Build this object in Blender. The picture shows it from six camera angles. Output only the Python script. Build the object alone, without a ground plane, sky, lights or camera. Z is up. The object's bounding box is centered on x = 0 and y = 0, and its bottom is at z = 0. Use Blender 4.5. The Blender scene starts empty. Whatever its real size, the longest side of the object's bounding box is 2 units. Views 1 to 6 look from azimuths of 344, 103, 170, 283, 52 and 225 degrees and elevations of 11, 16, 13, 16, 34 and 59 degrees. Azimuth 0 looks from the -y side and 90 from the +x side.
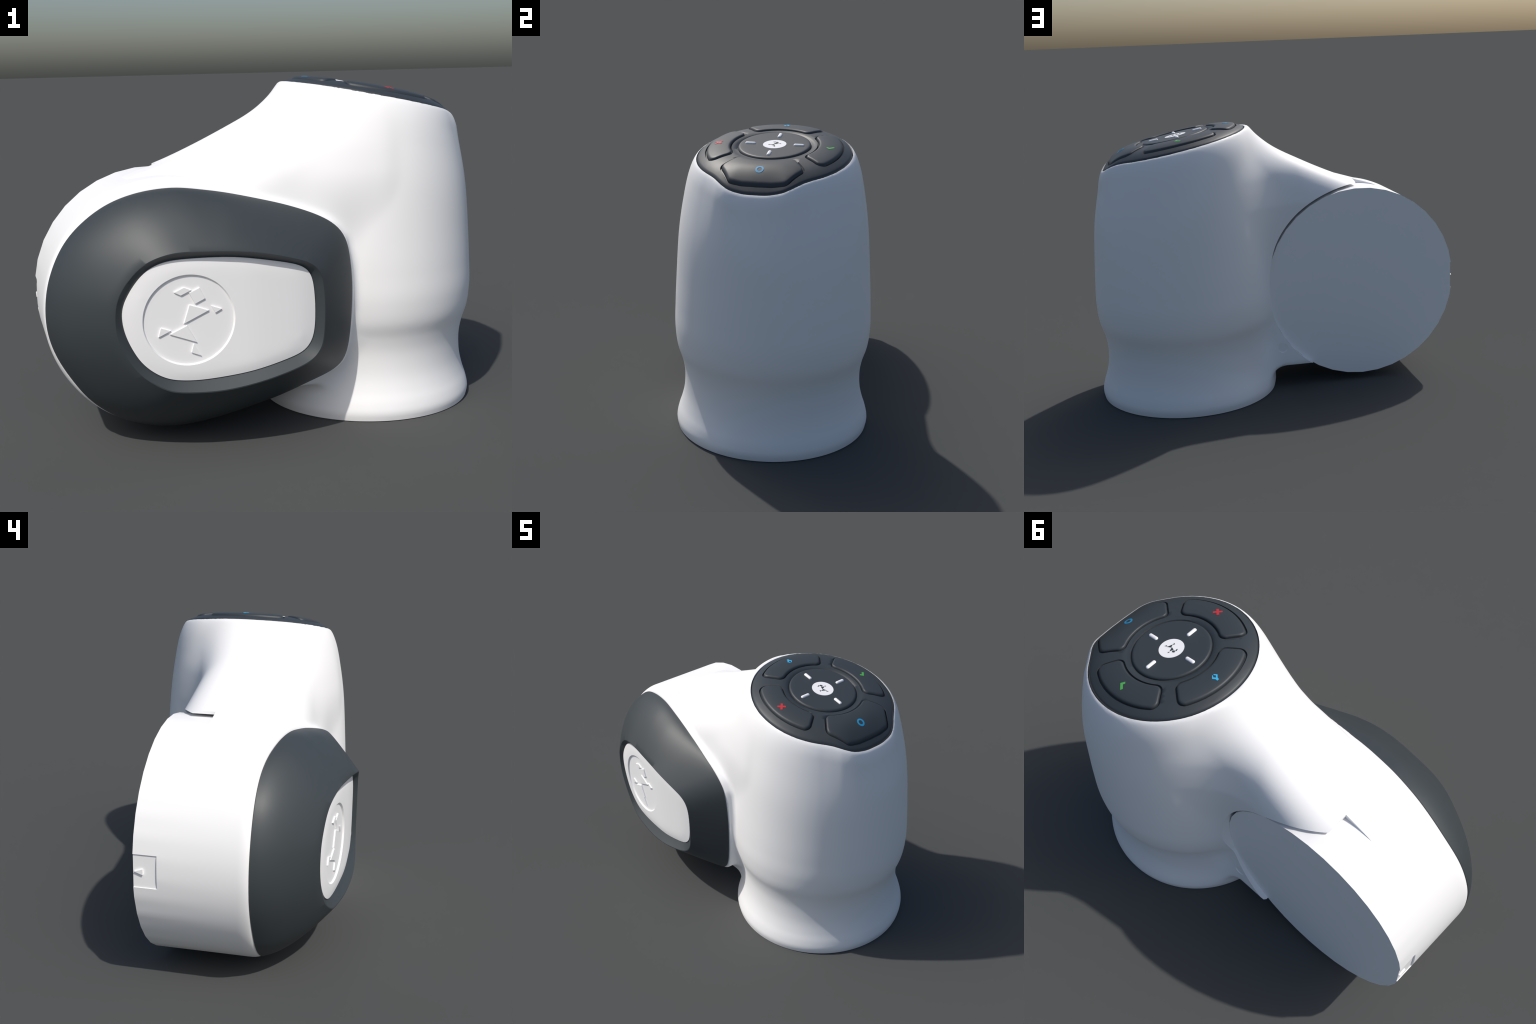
import bpy, bmesh, math
import numpy as np
from mathutils import Vector
from mathutils.geometry import delaunay_2d_cdt

# ------------------------------------------------------------------ layout
COL_X, COL_Y = 0.512, 0.073            # axis of the upright column
DRUM_X, DRUM_Z = -0.467, 0.569         # axis (along y) of the lying drum
DRUM_R = 0.5335
DRUM_BACK = 0.2375                     # flat rear face of the drum
POCKET_Y = 0.035                       # the shell is cut open behind this plane


def curve(knots, x):
    """Smooth interpolation (finite-difference Hermite) through (x, value) knots."""
    kx = np.array([k[0] for k in knots], float)
    kv = np.array([k[1] for k in knots], float)
    h = np.diff(kx)
    d = np.diff(kv) / h
    m = np.zeros(len(kx))
    m[1:-1] = (d[:-1] * h[1:] + d[1:] * h[:-1]) / (h[1:] + h[:-1])
    m[0], m[-1] = d[0], d[-1]
    x = np.asarray(x, float)
    xc = np.clip(x, kx[0], kx[-1])
    i = np.clip(np.searchsorted(kx, xc) - 1, 0, len(kx) - 2)
    t = (xc - kx[i]) / h[i]
    v = ((2 * t**3 - 3 * t**2 + 1) * kv[i] + (t**3 - 2 * t**2 + t) * h[i] * m[i]
         + (-2 * t**3 + 3 * t**2) * kv[i + 1] + (t**3 - t**2) * h[i] * m[i + 1])
    return v + np.where(x < kx[0], (x - kx[0]) * d[0], 0) + np.where(x > kx[-1], (x - kx[-1]) * d[-1], 0)


def sstep(a, b, x):
    t = np.clip((np.asarray(x, float) - a) / (b - a), 0, 1)
    return t * t * (3 - 2 * t)


def smax(a, b, k):
    h = np.maximum(k - np.abs(a - b), 0)
    return np.maximum(a, b) + h * h / (4 * k)


def smin(a, b, k):
    return -smax(-a, -b, k)


# column radius over height: foot bead, waist, barrel, tapering shoulder
COLUMN = [(-0.05, .475), (0, .4845), (.03, .490), (.07, .4825), (.12, .466), (.18, .4515), (.24, .446), (.30, .4475),
          (.36, .4585), (.43, .480), (.52, .4905), (.65, .488), (.80, .480), (1.0, .4665), (1.2, .446), (1.4, .425), (1.6, .40)]
# upper outline of the arm, from the drum crown up to the column rim
ARM_TOP = [(-.95, .62), (-.85, .84), (-.75, .98), (-.62, 1.0795), (-.55, 1.106), (-.49, 1.124), (-.45, 1.138), (-.35, 1.178), (-.25, 1.223), (-.149, 1.273),
           (-.07, 1.314), (0, 1.354), (.05, 1.385), (.085, 1.406), (.11, 1.424), (.15, 1.455), (.3, 1.60)]
# front wall of the arm, hidden behind the cover or running into the column
ARM_FRONT = [(-.8, -.24), (-.6, -.27), (-.3, -.32), (-.1, -.343), (.05, -.343), (.2, -.332), (.33, -.30)]
# where the dark cover's edge sits along y
COVER_EDGE_Y = [(-1.0, -.25), (-.80, -.25), (-.60, -.278), (-.45, -.301), (-.29, -.327), (-.11, -.356), (.05, -.380), (.15, -.389), (.27, -.396)]


COVER_EDGE_LOW = [(-1.0, -.25), (-.45, -.252), (-.25, -.282), (-.03, -.332), (.12, -.378), (.27, -.396)]


def cover_edge(x, z):
    w = sstep(.25, .85, z)
    return w * curve(COVER_EDGE_Y, x) + (1 - w) * curve(COVER_EDGE_LOW, x)


# ------------------------------------------------------- control panel shape
LIP_OUT = [(0, .023), (.2, .026), (.34, .0275), (.46, .018), (.57, .0065), (.68, .0005), (.78, 0), (.95, 0), (3.2, 0)]
LIP_DROP = [(0, .037), (.15, .035), (.28, .0275), (.39, .0165), (.51, .006), (.62, .001), (.72, 0), (.85, 0), (3.2, 0)]
# how far the shoulder stands out beyond the panel rim, by depth below the rim
SHOULDER_FRONT = [(-.1, -.09), (0, .003), (.02, .013), (.04, .021), (.10, .037), (.18, .056), (.3, .083), (.6, .13)]
SHOULDER_SIDE = [(-.1, -.09), (0, .003), (.015, .013), (.035, .023), (.07, .036), (.12, .050), (.18, .064), (.3, .092), (.6, .15)]


def panel_radius(phi):
    """Plan radius of the panel outline; the lip over the front button bulges out."""
    a = np.abs((np.asarray(phi) + np.pi) % (2 * np.pi) - np.pi)
    return .378 + curve(LIP_OUT, a)


def rim_height(X, Y):
    """Height of the rim curve the panel sits on (leaning towards +x, with a dropped lip)."""
    a = np.abs(np.arctan2(Y, X))
    return 1.383 - .203 * X - curve(LIP_DROP, a) * sstep(.26, .42, np.hypot(X, Y))


def panel_height(X, Y):
    rho = np.hypot(X, Y) / panel_radius(np.arctan2(Y, X))
    return rim_height(X, Y) + (.0455 + .010 * X) * (1 - np.clip(rho, 0, 1.3) ** 6)


# ------------------------------------------------------- cover outline (x, z)
BASE = [(-.993, .57), (-.972, .715), (-.898, .867), (-.768, .982), (-.632, 1.041), (-.479, 1.062), (-.35, 1.049), (-.245, 1.031), (-.11, .999),
        (-.014, .973), (.10, .932), (.185, .886), (.227, .838), (.244, .79), (.260, .65), (.257, .49), (.240, .345), (.205, .275),
        (.09, .219), (-.03, .158), (-.15, .117), (-.26, .085), (-.38, .058), (-.50, .047), (-.62, .068), (-.73, .115), (-.84, .206), (-.935, .35), (-.98, .46)]
HUB = np.array([-.34, .568])


def closed_spline(points, count):
    """Closed Catmull-Rom curve through control points, resampled evenly."""
    P = np.array(points, float)
    n = len(P)
    out = []
    for i in range(n):
        p0, p1, p2, p3 = P[i - 1], P[i], P[(i + 1) % n], P[(i + 2) % n]
        for t in np.arange(16) / 16:
            out.append(.5 * (2 * p1 + (p2 - p0) * t + (2 * p0 - 5 * p1 + 4 * p2 - p3) * t * t + (3 * p1 - p0 - 3 * p2 + p3) * t**3))
    return resample(np.array(out), count)


def resample(P, count):
    Q = np.vstack([P, P[:1]])
    s = np.r_[0, np.cumsum(np.linalg.norm(np.diff(Q, axis=0), axis=1))]
    t = np.linspace(0, s[-1], count, endpoint=False)
    return np.stack([np.interp(t, s, Q[:, k]) for k in range(2)], 1)


COVER_POINTS = closed_spline(BASE, 1200)
_a = np.arctan2(COVER_POINTS[:, 1] - HUB[1], COVER_POINTS[:, 0] - HUB[0])
_k = np.argsort(_a)
COVER_A, COVER_RAD = _a[_k], np.hypot(*(COVER_POINTS - HUB).T)[_k]


def cover_radius(angle):
    return np.interp(angle, COVER_A, COVER_RAD, period=2 * np.pi)


# ------------------------------------------------------------ housing field
def housing_field(x, y, z):
    X, Y = x - COL_X, y - COL_Y
    r = np.hypot(X, Y)
    phi = np.arctan2(Y, X)
    rim_r = panel_radius(phi)
    depth = rim_height(rim_r * np.cos(phi), rim_r * np.sin(phi)) - z
    w = sstep(.1, .95, np.cos(phi))
    rim_r = rim_r - curve(LIP_OUT, np.abs(phi)) * .35 * sstep(.0, .15, depth)
    R = smin(curve(COLUMN, z), rim_r + w * curve(SHOULDER_FRONT, depth) + (1 - w) * curve(SHOULDER_SIDE, depth), .02)
    column = (r - R) * .985
    # arm: bounded by crown, belly, back wall, leaning front wall
    zt = curve(ARM_TOP, x) + (.15 * np.minimum(y - .06, 0) + .05 * np.clip(y - .06, 0, .12)) * sstep(-.50, -.20, x)   # the crown leans to the front
    slope = (curve(ARM_TOP, x + .01) - curve(ARM_TOP, x - .01)) / .02
    top = (z - zt) / np.sqrt(1 + slope * slope)
    back = y - (.247 + .020 * (1 - sstep(.1, .5, z)) - .18 * np.maximum(z - 1.04, 0))
    front = smax((-.270 - .52 * (1.2 - z) - y) * .887, curve(ARM_FRONT, x) - .01 + .40 * np.maximum(.36 - z, 0) - y, .12)
    low = .125 + .03 * sstep(.05, -.30, y)
    belly = np.maximum((low - z) * .93, (.125 + (-.22 - x) * .9 - z) * .74)
    arm = smax(top, back, .17)
    arm = smax(arm, front, .21)
    arm = smax(arm, belly, .02)
    arm = smax(arm, x - .33, .03)
    rear = sstep(-.3, .15, y)
    k = .055 + .045 * (1 - sstep(.16, .32, z)) * rear + (.02 * sstep(.15, .5, z) + .13 * sstep(.55, 1.15, z)) * rear + .12 * sstep(.75, 1.1, z) * (1 - rear)
    k = k * (1 - (.25 + .30 * rear) * sstep(1.18, 1.45, z))
    body = smin(column, arm, k)
    # low boss that carries the dark cover, following its outline
    u, v = x - HUB[0], z - HUB[1]
    boss = (np.hypot(u, v) - cover_radius(np.arctan2(v, u)) - .008 + .005 * sstep(.7, .95, z)) * .97
    boss = smax(np.maximum(np.maximum(boss, y + .15), -.42 - x), cover_edge(x, z) + .003 - y, .02)
    body = smin(body, boss, .05 - .02 * sstep(.7, .95, z))
    # shoulder: rounded over towards the panel rim
    return smax(body, (z - rim_height(X, Y) - .003) * .976, .012)


def surface_net(field, lo, hi, h):
    """Polygonise field = 0 (naive surface nets), then pull the vertices onto the surface."""
    n = [int(round((hi[i] - lo[i]) / h)) + 1 for i in range(3)]
    ax = [lo[i] + h * np.arange(n[i]) for i in range(3)]
    D = np.empty(n)
    for i in range(n[0]):
        yy, zz = np.meshgrid(ax[1], ax[2], indexing='ij')
        D[i] = field(np.full_like(yy, ax[0][i]), yy, zz)
    S = D < 0
    acc = np.zeros([n[0] - 1, n[1] - 1, n[2] - 1, 3])
    cnt = np.zeros([n[0] - 1, n[1] - 1, n[2] - 1])
    c = [slice(0, -1), slice(1, None)]
    for axis in range(3):
        o = [a for a in range(3) if a != axis]
        for p in (0, 1):
            for q in (0, 1):
                s0, s1 = [None] * 3, [None] * 3
                s0[axis], s1[axis] = c[0], c[1]
                s0[o[0]] = s1[o[0]] = c[p]
                s0[o[1]] = s1[o[1]] = c[q]
                a, b = D[tuple(s0)], D[tuple(s1)]
                hit = (a < 0) != (b < 0)
                t = np.where(hit, a / np.where(hit, a - b, 1), 0)
                cnt += hit
                acc[..., axis] += np.where(hit, t, 0)
                acc[..., o[0]] += np.where(hit, p, 0)
                acc[..., o[1]] += np.where(hit, q, 0)
    cells = np.argwhere(cnt > 0)
    idx = -np.ones(cnt.shape, int)
    idx[tuple(cells.T)] = np.arange(len(cells))
    V = np.array(lo) + h * (cells + acc[tuple(cells.T)] / cnt[tuple(cells.T)][:, None])
    e = 1e-4
    for _ in range(6):
        x, y, z = V.T
        f = field(x, y, z)
        g = np.stack([field(x + e, y, z) - field(x - e, y, z), field(x, y + e, z) - field(x, y - e, z),
                      field(x, y, z + e) - field(x, y, z - e)], 1) / (2 * e)
        step = f[:, None] * g / np.maximum((g * g).sum(1), .2)[:, None]
        V = V - np.clip(step, -h * .5, h * .5)
    F = []
    for axis in range(3):
        o1, o2 = (axis + 1) % 3, (axis + 2) % 3
        s0, s1 = [slice(None)] * 3, [slice(None)] * 3
        s0[axis], s1[axis] = c[0], c[1]
        for s in (s0, s1):
            s[o1] = slice(1, -1)
            s[o2] = slice(1, -1)
        a, b = S[tuple(s0)], S[tuple(s1)]
        E = np.argwhere(a != b)
        flip = a[tuple(E.T)]
        base = E.copy()
        base[:, o1] += 1
        base[:, o2] += 1
        q = []
        for d1, d2 in ((-1, -1), (0, -1), (0, 0), (-1, 0)):
            w = base.copy()
            w[:, o1] += d1
            w[:, o2] += d2
            q.append(idx[tuple(w.T)])
        q = np.stack(q, 1)
        q[~flip] = q[~flip][:, ::-1]
        F.append(q)
    return V, np.concatenate(F)


# ---------------------------------------------------------------- utilities
def mesh_object(name, verts, faces, material, parent=None, sharp=35):
    me = bpy.data.meshes.new(name)
    me.from_pydata([tuple(map(float, v)) for v in verts], [], [tuple(int(i) for i in f) for f in faces])
    me.validate()
    bm = bmesh.new()
    bm.from_mesh(me)
    bmesh.ops.recalc_face_normals(bm, faces=bm.faces)
    finish(bm, me, sharp)
    ob = bpy.data.objects.new(name, me)
    bpy.context.scene.collection.objects.link(ob)
    if material:
        me.materials.append(material)
    if parent:
        ob.parent = parent
    return ob


def finish(bm, me, sharp):
    lim = math.radians(sharp)
    for f in bm.faces:
        f.smooth = True
    for e in bm.edges:
        e.smooth = not (len(e.link_faces) == 2 and e.calc_face_angle(0) > lim)
    bm.to_mesh(me)
    bm.free()
    me.update()


def boolean(target, cutter, op='DIFFERENCE'):
    m = target.modifiers.new('cut', 'BOOLEAN')
    m.object = cutter
    m.operation = op
    m.solver = 'EXACT'
    dg = bpy.context.evaluated_depsgraph_get()
    new = bpy.data.meshes.new_from_object(target.evaluated_get(dg))
    target.modifiers.clear()
    old = target.data
    target.data = new
    bpy.data.meshes.remove(old)
    bpy.data.objects.remove(cutter)


def prism(name, outline, y0, y1):
    """Extrude an (x, z) outline along y."""
    n = len(outline)
    V = [(p[0], y0, p[1]) for p in outline] + [(p[0], y1, p[1]) for p in outline]
    F = [tuple(range(n)), tuple(range(2 * n - 1, n - 1, -1))] + [(i, i + n, (i + 1) % n + n, (i + 1) % n) for i in range(n)]
    return mesh_object(name, V, F, None)


def area(P):
    x, y = P[:, 0], P[:, 1]
    return .5 * np.sum(x * np.roll(y, -1) - y * np.roll(x, -1))


def offset(P, d):
    """Offset a counter-clockwise outline outwards by d."""
    t = np.roll(P, -1, 0) - np.roll(P, 1, 0)
    t /= np.linalg.norm(t, axis=1)[:, None]
    return P + d * np.stack([t[:, 1], -t[:, 0]], 1)


def inside(P, pts):
    x, y = pts[:, 0][:, None], pts[:, 1][:, None]
    x0, y0 = P[:, 0], P[:, 1]
    x1, y1 = np.roll(x0, -1), np.roll(y0, -1)
    cross = ((y0 > y) != (y1 > y)) & (x < (x1 - x0) * (y - y0) / np.where(y1 == y0, 1e-12, y1 - y0) + x0)
    return cross.sum(1) % 2 == 1


def relief(name, loops, height, grid, material, parent, skirt, sharp=40, origin=(COL_X, COL_Y), avoid=None):
    """A skin over a plan outline. loops[0] is the rim; every loop carries a level added
    to height(x, y); the space between is filled with grid points whose level is level_at."""
    pts, lev, segs = [], [], []
    for loop, level in loops:
        b = len(pts)
        n = len(loop)
        pts += [tuple(p) for p in loop]
        lev += [level] * n
        segs += [(b + i, b + (i + 1) % n) for i in range(n)]
    rim = loops[0][0]
    n0 = len(rim)
    if grid:
        step, level_at, margin = grid
        lo, hi = rim.min(0), rim.max(0)
        gx, gy = np.meshgrid(np.arange(lo[0] + step / 2, hi[0], step), np.arange(lo[1] + step / 2, hi[1], step))
        g = np.stack([gx.ravel(), gy.ravel()], 1)
        g = g[inside(rim, g)]
        allp = np.array(pts)
        d = np.array([np.min(np.hypot(*(allp - q).T)) for q in g]) if len(g) else np.zeros(0)
        g = g[d > margin]
        if avoid is not None:
            g = g[~avoid(g)]
        l = level_at(g)
        pts += [tuple(p) for p in g]
        lev += list(l)
    v2, _, faces, orig, _, _ = delaunay_2d_cdt([Vector(p) for p in pts], segs, [], 0, 1e-7)
    V2 = np.array([tuple(v) for v in v2])
    L = np.array([lev[o[0]] if o else 0 for o in orig])
    cen = np.array([V2[list(f)].mean(0) for f in faces])
    ok = inside(rim, cen)
    faces = [list(f) for f, o in zip(faces, ok) if o]
    V = np.c_[V2[:, 0] + origin[0], V2[:, 1] + origin[1], height(V2[:, 0], V2[:, 1]) + L]
    if skirt:
        ring = [next(i for i, o in enumerate(orig) if k in o) for k in range(n0)]
        b = len(V)
        low = V[ring].copy()
        low[:, 2] -= skirt
        V = np.vstack([V, low])
        faces += [[ring[i], ring[(i + 1) % n0], b + (i + 1) % n0, b + i] for i in range(n0)]
        faces.append([b + i for i in range(n0)][::-1])
    return mesh_object(name, V, faces, material, parent, sharp)


# ---------------------------------------------------------------- materials
def plastic(name, color, rough, spec=.5, grain=.02, coat=0.0):
    m = bpy.data.materials.new(name)
    m.use_nodes = True
    nt = m.node_tree
    b = nt.nodes['Principled BSDF']
    tc = nt.nodes.new('ShaderNodeTexCoord')
    no = nt.nodes.new('ShaderNodeTexNoise')
    no.inputs['Scale'].default_value = 9
    no.inputs['Detail'].default_value = 3
    nt.links.new(tc.outputs['Object'], no.inputs['Vector'])
    mix = nt.nodes.new('ShaderNodeMix')
    mix.data_type = 'RGBA'
    mix.inputs['A'].default_value = (*[c * (1 - grain) for c in color], 1)
    mix.inputs['B'].default_value = (*[min(1, c * (1 + grain)) for c in color], 1)
    nt.links.new(no.outputs['Fac'], mix.inputs['Factor'])
    nt.links.new(mix.outputs['Result'], b.inputs['Base Color'])
    b.inputs['Roughness'].default_value = rough
    b.inputs['Specular IOR Level'].default_value = spec
    b.inputs['Coat Weight'].default_value = coat
    return m


WHITE = plastic('white_plastic', (.97, .97, .97), .5, grain=.004)
COVER = plastic('charcoal_plastic', (.042, .052, .058), .5, grain=.02)
RUBBER = plastic('charcoal_rubber', (.038, .047, .055), .5, grain=.02)
GAP = plastic('dark_seam', (.012, .014, .016), .6)
SNOW = plastic('indicator_white', (.95, .95, .97), .4, grain=.004)
RED = plastic('red_print', (.53, .03, .04), .5)
GREEN = plastic('green_print', (.08, .42, .09), .5)
BLUE = plastic('blue_print', (.02, .29, .55), .5)
CYAN = plastic('light_blue_print', (.04, .45, .80), .5)

root = bpy.data.objects.new('robot_arm_joint', None)
bpy.context.scene.collection.objects.link(root)
root['label'] = 'white robot arm elbow joint with charcoal side cover and button panel'
root['category'] = 'robot part'

# ------------------------------------------------------------------ housing
V, F = surface_net(housing_field, (-1.0, -.52, -.05), (1.08, .66, 1.56), .0125)
housing = mesh_object('housing', V, F, WHITE, root)
bm = bmesh.new()
bm.from_mesh(housing.data)
cut = bmesh.ops.bisect_plane(bm, geom=bm.verts[:] + bm.edges[:] + bm.faces[:], plane_co=(0, 0, 0), plane_no=(0, 0, -1), clear_outer=True)
bmesh.ops.holes_fill(bm, edges=[e for e in cut['geom_cut'] if isinstance(e, bmesh.types.BMEdge)])
bmesh.ops.recalc_face_normals(bm, faces=bm.faces)
bm.to_mesh(housing.data)
bm.free()

# pocket that receives the drum, leaving a narrow groove round its upper side
pocket = []
for a in np.radians(np.arange(0, 360, 2.5)):
    deg = math.degrees(a)
    gap = .0165 * float(sstep(2, 32, deg)) * (1 - float(sstep(150, 200, deg))) - .001
    pocket.append((DRUM_X + (DRUM_R + gap) * math.cos(a), DRUM_Z + (DRUM_R + gap) * math.sin(a)))
boolean(housing, prism('pocket', pocket, POCKET_Y, .75))
boolean(housing, prism('slot', [(-1.2, -.1), (-.47, -.1), (-.47, 1.5), (-1.2, 1.5)], POCKET_Y - .0007, .8))

# shallow screw dimple on the web under the arm
boolean(housing, prism('dimple', [(.0 + .028 * math.cos(a), .234 + .028 * math.sin(a)) for a in np.linspace(0, 2 * np.pi, 24, endpoint=False)], .2595, .4))

# opening for the control panel
PHI = np.linspace(0, 2 * np.pi, 240, endpoint=False)


def panel_outline(inset):
    R = panel_radius(PHI) - inset
    return np.stack([R * np.cos(PHI), R * np.sin(PHI)], 1)


o = panel_outline(.001)
n = len(o)
vv = [(COL_X + p[0], COL_Y + p[1], float(rim_height(p[0], p[1])) - .03) for p in o] + [(COL_X + p[0], COL_Y + p[1], 1.9) for p in o]
ff = [(i, (i + 1) % n, (i + 1) % n + n, i + n) for i in range(n)] + [tuple(range(n, 2 * n))] + [(i, (i + 1) % n, 2 * n) for i in range(n)]
vv.append((COL_X, COL_Y, float(rim_height(.001, 0)) - .03))
boolean(housing, mesh_object('opening', vv, ff, None))
bm = bmesh.new()
bm.from_mesh(housing.data)
finish(bm, housing.data, 38)
if not housing.data.materials:
    housing.data.materials.append(WHITE)

# --------------------------------------------------------------------- drum
facet = [96.66 + 9.65 * k for k in range(-2, 22)]
rest = np.linspace(facet[-1], facet[0] + 360, 15)[1:-1]
corner = np.array(facet + list(rest))
SUB = 4
ang, chord = [], []
for i in range(len(corner)):
    a0 = corner[i]
    a1 = corner[(i + 1) % len(corner)] + (360 if i == len(corner) - 1 else 0)
    for s in range(SUB):
        a = a0 + (a1 - a0) * s / SUB
        ang.append(math.radians(a))
        chord.append(math.cos(math.radians(a1 - a0) / 2) / math.cos(math.radians(a - (a0 + a1) / 2)))
ang, chord = np.array(ang), np.array(chord)
rings = []


def drum_ring(y, r):
    return np.stack([DRUM_X + r * np.cos(ang), np.broadcast_to(y, ang.shape), DRUM_Z + r * np.sin(ang)], 1)


edge_y = cover_edge(DRUM_X + .52 * np.cos(ang), DRUM_Z + .52 * np.sin(ang))
rings.append(drum_ring(DRUM_BACK, DRUM_R * chord))
for t in (.12, .4, .75):
    w = 1 - min(1, t / .6)
    rings.append(drum_ring(DRUM_BACK + (-.20 - DRUM_BACK) * t, DRUM_R * (w * chord + (1 - w) * .999)))
_d = COVER_POINTS - np.array([DRUM_X, DRUM_Z])
reach = np.interp(ang % (2 * np.pi), *[v[np.argsort(np.arctan2(_d[:, 1], _d[:, 0]) % (2 * np.pi))] for v in
                  (np.arctan2(_d[:, 1], _d[:, 0]) % (2 * np.pi), np.hypot(*_d.T))], period=2 * np.pi)
roll = np.clip(DRUM_R * .999 - reach + .006, .012, .06)        # how far the front edge rolls in to meet the cover
for t in np.linspace(0, math.pi / 2, 9):
    rings.append(drum_ring(edge_y + .003 + (.035 + roll) * (1 - math.sin(t)), DRUM_R * .999 - roll * (1 - math.cos(t))))
rings.append(drum_ring(edge_y + .005, DRUM_R - .10))
m = len(ang)
V = np.concatenate(rings)
F = [tuple(range(m))] + [(k * m + i, k * m + (i + 1) % m, (k + 1) * m + (i + 1) % m, (k + 1) * m + i) for k in range(len(rings) - 1) for i in range(m)]
F.append(tuple((len(rings) - 1) * m + i for i in range(m))[::-1])
drum = mesh_object('drum', V, F, WHITE, root)
# rectangular socket at the outer end, open towards the rear face
socket = [(-1.2, .495), (-.9905, .495), (-.9905, .640), (-1.2, .640)]
boolean(drum, prism('socket', socket, .135, .3))
bm = bmesh.new()
bm.from_mesh(drum.data)
finish(bm, drum.data, 30)
# raised wedge in the socket
wedge = [(.195, .578), (.195, .553), (.231, .566)]
V = [(-.9985, p[0], p[1]) for p in wedge] + [(-.985, p[0], p[1]) for p in wedge]
mesh_object('socket_wedge', V, [(0, 1, 2), (5, 4, 3), (0, 3, 4, 1), (1, 4, 5, 2), (2, 5, 3, 0)], WHITE, drum)

# --------------------------------------------------------------- side cover
RIM = [(-.752, .589), (-.740, .67), (-.686, .754), (-.622, .808), (-.533, .838), (-.43, .8425), (-.275, .836), (-.145, .814), (-.013, .777), (.040, .753),
       (.075, .708), (.086, .627), (.087, .546), (.079, .438), (.057, .385), (-.006, .349), (-.187, .303), (-.349, .279), (-.49, .282), (-.57, .299),
       (-.667, .369), (-.725, .46), (-.748, .53)]
INNER = [(-.723, .590), (-.710, .657), (-.65, .748), (-.585, .793), (-.496, .809), (-.303, .807), (-.144, .783), (-.010, .750), (.030, .717), (.045, .657),
         (.050, .56), (.043, .467), (.018, .415), (-.030, .387), (-.21, .343), (-.385, .325), (-.503, .328), (-.58, .350), (-.654, .41), (-.705, .505)]
TH = np.linspace(0, 2 * np.pi, 224, endpoint=False)


def by_angle(points):
    P = closed_spline(points, 1200)
    a = np.arctan2(P[:, 1] - HUB[1], P[:, 0] - HUB[0]) % (2 * np.pi)
    r = np.hypot(*(P - HUB).T)
    k = np.argsort(a)
    r = np.interp(TH, np.r_[a[k] - 2 * np.pi, a[k], a[k] + 2 * np.pi], np.r_[r[k], r[k], r[k]])
    for _ in range(8):
        r = .25 * np.roll(r, 1) + .5 * r + .25 * np.roll(r, -1)
    return HUB + np.stack([r * np.cos(TH), r * np.sin(TH)], 1)


PLATE_Y = [(-.80, -.478), (-.72, -.492), (-.60, -.5055), (-.467, -.5165), (-.33, -.5265), (-.20, -.534), (-.08, -.533), (.06, -.525)]
RIM_Y = [(-.80, -.488), (-.75, -.495), (-.67, -.505), (-.57, -.523), (-.43, -.541), (-.30, -.556), (-.16, -.5635), (-.03, -.556), (.09, -.539)]


def plate_y(x):
    return curve(PLATE_Y, x)


base, rim, inner = by_angle(BASE), by_angle(RIM), by_angle(INNER)
base_y = cover_edge(base[:, 0], base[:, 1])
rim_y = curve(RIM_Y, rim[:, 0])


def ring3(xz, y):
    return np.stack([xz[:, 0], np.broadcast_to(y, len(xz)), xz[:, 1]], 1)


b3, r3 = ring3(base, base_y), ring3(rim, rim_y)
full = ((.46 - .29 * sstep(-.30, .15, base[:, 0])) * (1 - .12 * sstep(.4, .1, base[:, 1])))[:, None]      # fuller dome at the drum end
ctrl = b3 + (r3 - b3) * np.array([.12, .0, .12]) + (r3 - b3) * np.array([0, 1, 0]) * full
shells = [ring3(HUB + (base - HUB) * .97, base_y + .012), ring3(HUB + (base - HUB) * .994, base_y + .004)]
for t in np.linspace(0, 1, 14):
    shells.append((1 - t)**2 * b3 + 2 * t * (1 - t) * ctrl + t * t * r3)
shells.append(ring3(rim + (inner - rim) * .10, rim_y - .0003))
shells.append(ring3(inner, plate_y(inner[:, 0]) + .012))
shells.append(ring3(HUB + (inner - HUB) * .95, plate_y(inner[:, 0]) + .02))
m = len(TH)
V = np.concatenate(shells)
F = [(k * m + i, k * m + (i + 1) % m, (k + 1) * m + (i + 1) % m, (k + 1) * m + i) for k in range(len(shells) - 1) for i in range(m)]
F.append(tuple(range(m)))
F.append(tuple((len(shells) - 1) * m + i for i in range(m))[::-1])
cover = mesh_object('side_cover', V, F, COVER, root, 32)

# white plate with a round sunk emblem field
EMB = np.array([-.467, .5695])
EMB_R = .180
circle = np.stack([np.cos(TH), np.sin(TH)], 1)


def plate_skin(x, z):
    return -plate_y(x)


plate_loop = HUB + (inner - HUB) * .999
loops = [(plate_loop, -.006), (HUB + (inner - HUB) * .96, -.0042), (HUB + (inner - HUB) * .90, -.0018), (HUB + (inner - HUB) * .83, -.0003), (EMB + circle * (EMB_R + .001), 0.0), (EMB + circle * (EMB_R - .004), -.0075)]
plate = relief('cover_plate', loops, plate_skin, (.03, lambda g: np.where(np.hypot(*(g - EMB).T) < EMB_R, -.0075, -.002 * 0), .012), WHITE, root, .02, origin=(0, 0))


def to_front(ob):
    """Skins are built over (x, z) with depth as height: swing them to face -y."""
    for v in ob.data.vertices:
        v.co = (v.co.x, -v.co.z, v.co.y)
    bm = bmesh.new()
    bm.from_mesh(ob.data)
    bmesh.ops.recalc_face_normals(bm, faces=bm.faces)
    finish(bm, ob.data, 28)


to_front(plate)
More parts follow.
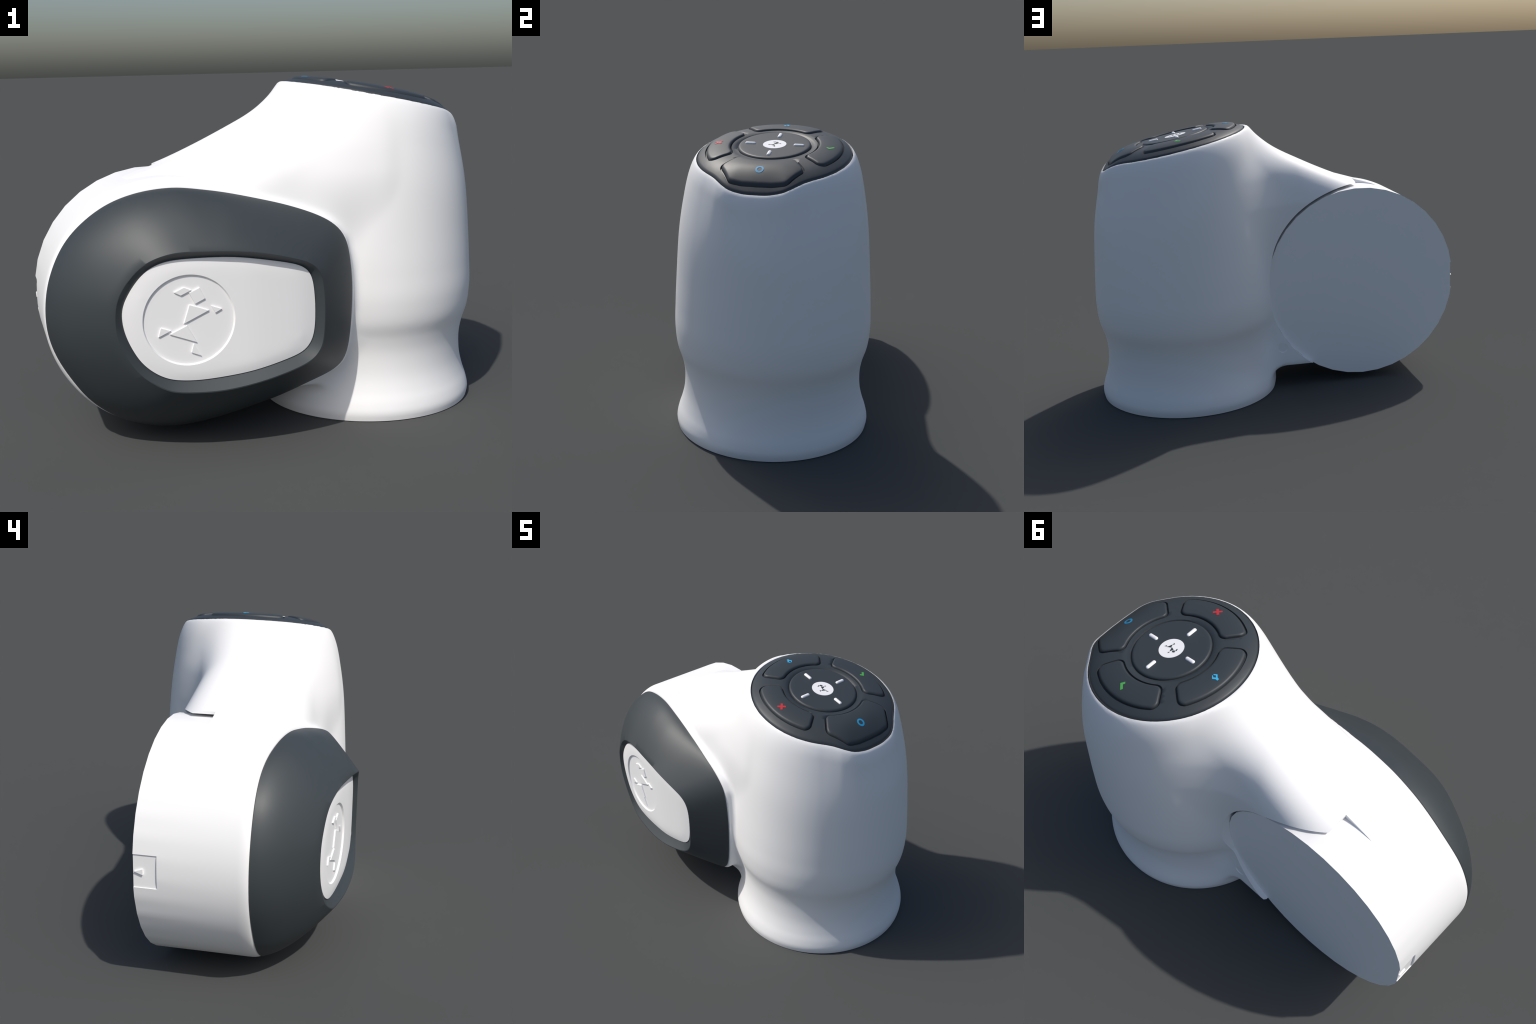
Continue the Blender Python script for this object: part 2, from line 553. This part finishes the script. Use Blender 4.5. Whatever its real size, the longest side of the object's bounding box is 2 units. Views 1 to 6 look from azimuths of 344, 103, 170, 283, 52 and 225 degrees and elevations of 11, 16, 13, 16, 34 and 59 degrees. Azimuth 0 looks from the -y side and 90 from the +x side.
# tangram-like figure of seven flat tiles, (right, up) in units of the emblem radius
FIGURE = [[(-.32, .64), (-.09, .74), (.07, .67), (-.17, .56)], [(.01, .61), (.25, .72), (.37, .46), (.14, .35)], [(.01, .35), (.45, .19), (-.13, -.08)],
          [(.49, .29), (.73, .20), (.58, .12)], [(-.63, -.13), (-.41, -.21), (-.69, -.34)], [(-.05, -.11), (.16, -.52), (-.45, -.29)], [(.08, -.54), (.24, -.83), (.02, -.74)]]
for piece in FIGURE:
    P = EMB + np.array(piece) * .177
    if area(P) < 0:
        P = P[::-1]
    t = relief('emblem_tile', [(P, -.0075), (P + (P.mean(0) - P) * .06, -.0015)], plate_skin, None, WHITE, plate, .004, origin=(0, 0))
    to_front(t)

# ------------------------------------------------------------ control panel
IN_R, OUT_R, HALF = .213, .327, math.radians(37.2)


def sector(center):
    a = np.linspace(-HALF, HALF, 30)
    outer = [(OUT_R * math.cos(t), OUT_R * math.sin(t)) for t in a]
    inn = [(IN_R * math.cos(t), IN_R * math.sin(t)) for t in a[::-1]]
    return outer, inn, center


def rotate(P, a):
    c, s = math.cos(a), math.sin(a)
    P = np.array(P, float)
    return np.stack([P[:, 0] * c - P[:, 1] * s, P[:, 0] * s + P[:, 1] * c], 1)


def fillet(P, radius):
    """Round the corners of an outline: shrink, then grow with round joins (sampled distance)."""
    P = resample(np.array(P), 400)
    if area(P) < 0:
        P = P[::-1]
    t = np.roll(P, -1, 0) - P
    t /= np.linalg.norm(t, axis=1)[:, None]
    c = np.stack([-t[:, 1], t[:, 0]], 1)
    mid = (P + np.roll(P, -1, 0)) / 2 + c * radius            # centres of discs touching each edge
    d = np.array([np.min(np.hypot(*(P - q).T)) for q in mid])
    ok = (d > radius * .985) & inside(P, mid)
    core = mid[ok]
    out = []
    for a, b in zip(core, np.roll(core, -1, 0)):              # walk the discs, bridging corners by arcs
        out.append(a)
    core = np.array(out)
    e0 = c[ok]
    pts = []
    for i in range(len(core)):
        n0, n1 = -e0[i], -e0[(i + 1) % len(core)]
        a0, a1 = math.atan2(n0[1], n0[0]), math.atan2(n1[1], n1[0])
        da = (a1 - a0 + math.pi) % (2 * math.pi) - math.pi
        steps = max(1, int(abs(da) / .12))
        for k in range(steps):
            a = a0 + da * k / steps
            pts.append(core[i] + radius * np.array([math.cos(a), math.sin(a)]))
    return np.array(pts)


outer, inn, _ = sector(0)
arc_button = resample(fillet(outer + inn, .030), 180)
c37, s37 = math.cos(HALF), math.sin(HALF)
lip = [(.30 * c37, -.30 * s37), (.325 * c37, -.325 * s37), (.353, -.134), (.362, -.07), (.364, 0), (.362, .07), (.353, .134), (.325 * c37, .325 * s37), (.30 * c37, .30 * s37)]
front_button = resample(fillet(lip + inn, .030), 180)
BUTTONS = [(front_button, 0.0), (arc_button, math.pi / 2), (arc_button, math.pi), (arc_button, -math.pi / 2)]
outlines = [rotate(p, a) for p, a in BUTTONS] + [resample(circle * .176, 180)]
outlines = [p if area(p) > 0 else p[::-1] for p in outlines]
RAISE, GROOVE = .0075, -.009

rim0 = resample(panel_outline(.0055), 240)
loops = [(rim0, -.006), (resample(panel_outline(.011), 240), -.0005), (resample(panel_outline(.016), 240), .0)]
for P in outlines[:4]:
    loops += [(offset(P, .0075), 0.0), (offset(P, .0035), GROOVE)]
loops += [(resample(circle * .206, 180), 0.0), (resample(circle * .200, 180), -.002), (resample(circle * .1835, 180), -.0025), (resample(circle * .1795, 180), GROOVE)]


def panel_level(g):
    lev = np.zeros(len(g))
    for P in outlines[:4]:
        lev[inside(P, g)] = GROOVE
    r = np.hypot(*g.T)
    lev[r < .2] = -.002
    lev[r < .182] = GROOVE
    return lev


panel = relief('control_panel', loops, panel_height, (.018, panel_level, .006), RUBBER, root, .02, sharp=60, avoid=lambda g: (np.hypot(*g.T) > .17) & (np.hypot(*g.T) < .214))


def button_height(x, y):
    return panel_height(x, y)


for P in outlines:
    is_center = np.hypot(*P.T).max() < .19
    up = RAISE - (.004 if is_center else 0)
    loops = [(P, -.006), (offset(P, -.0015), up - .006), (offset(P, -.004), up - .0025), (offset(P, -.0075), up - .0005), (offset(P, -.012), up)]
    relief('button', loops, button_height, (.016, lambda g: np.full(len(g), up), .006), RUBBER, panel, .006, sharp=60)


def mark(name, P, material, lift, parent=panel, thick=.004):
    P = np.array(P, float)
    if area(P) < 0:
        P = P[::-1]
    return relief(name, [(P, lift)], button_height, None, material, parent, thick, sharp=10)


TOP = RAISE + .0012
# cross, tick, turn-back arrow, ring
w, l = .0058, .0215
plus = [(l, w), (w, w), (w, l), (-w, l), (-w, w), (-l, w), (-l, -w), (-w, -w), (-w, -l), (w, -l), (w, -w), (l, -w)]
mark('cross_symbol', rotate(plus, math.radians(48)) + np.array([.002, -.278]), RED, TOP)
tick = [(0.0268, 0.2688), (0.0138, 0.2519), (0.006, 0.2594), (0.0117, 0.2675), (-0.0067, 0.2835), (-0.0003, 0.2935)]
mark('tick_symbol', tick, GREEN, TOP)
# open square loop whose corner ends in an arrow point
loop_arrow = [(-0.258, -0.0034), (-0.2731, -0.0141), (-0.2851, -0.0026), (-0.2951, -0.0008), (-0.2951, 0.0098), (-0.2855, 0.0087), (-0.2731, 0.0175), (-0.258, 0.0032), (-0.2648, 0.0034), (-0.2707, 0.009), (-0.2802, 0.0022), (-0.2716, -0.0059), (-0.2647, -0.0011)]
mark('arrow_symbol', loop_arrow, CYAN, TOP)
ringo = np.array([.297, -.003])
outer_c, inner_c = circle * .0195 + ringo, circle * .0108 + ringo
nn = len(circle)
V = []
for c_, dz in ((outer_c, TOP - .003), (outer_c, TOP), (inner_c, TOP), (inner_c, TOP - .003)):
    V += [(COL_X + p[0], COL_Y + p[1], float(panel_height(p[0], p[1])) + dz) for p in c_]
F = [(k * nn + i, k * nn + (i + 1) % nn, ((k + 1) % 4) * nn + (i + 1) % nn, ((k + 1) % 4) * nn + i) for k in range(4) for i in range(nn)]
mark_ring = mesh_object('ring_symbol', V, F, BLUE, panel, 40)

CT = RAISE - .004
mark('emblem_disc', circle * .0562, SNOW, CT + .0012)
for piece in FIGURE:
    q = np.array(piece)
    mark('emblem_print', np.stack([-q[:, 1], q[:, 0]], 1) * .039 * 1.06, RUBBER, CT + .0022, thick=.002)

# four raised light bars round the emblem
bar_r, bar_l = .0095, .0175
VB, FB = [], []
NU, NV = 20, 7
for j in range(NV):
    t = j / (NV - 1) * math.pi / 2
    for i in range(NU):
        a = 2 * math.pi * i / NU
        cx = bar_l if math.cos(a) > 0 else -bar_l
        VB.append((cx + bar_r * math.cos(a) * math.cos(t), bar_r * math.sin(a) * math.cos(t), .0085 * math.sin(t)))
for j in range(NV - 1):
    for i in range(NU):
        FB.append((j * NU + i, j * NU + (i + 1) % NU, (j + 1) * NU + (i + 1) % NU, (j + 1) * NU + i))
FB += [tuple(range(NU))[::-1]]
bar = mesh_object('light_bar', VB, FB, SNOW, panel, 60)
tilt = math.atan(.200)
for k in range(4):
    ob = bar if k == 0 else bar.copy()
    if k:
        bpy.context.scene.collection.objects.link(ob)
    a = k * math.pi / 2
    X, Y = .119 * math.cos(a), .119 * math.sin(a)
    ob.location = (COL_X + X, COL_Y + Y, float(panel_height(X, Y)) + CT - .001)
    ob.rotation_mode = 'QUATERNION'
    from mathutils import Quaternion
    ob.rotation_quaternion = Quaternion((0, 1, 0), tilt) @ Quaternion((0, 0, 1), a)
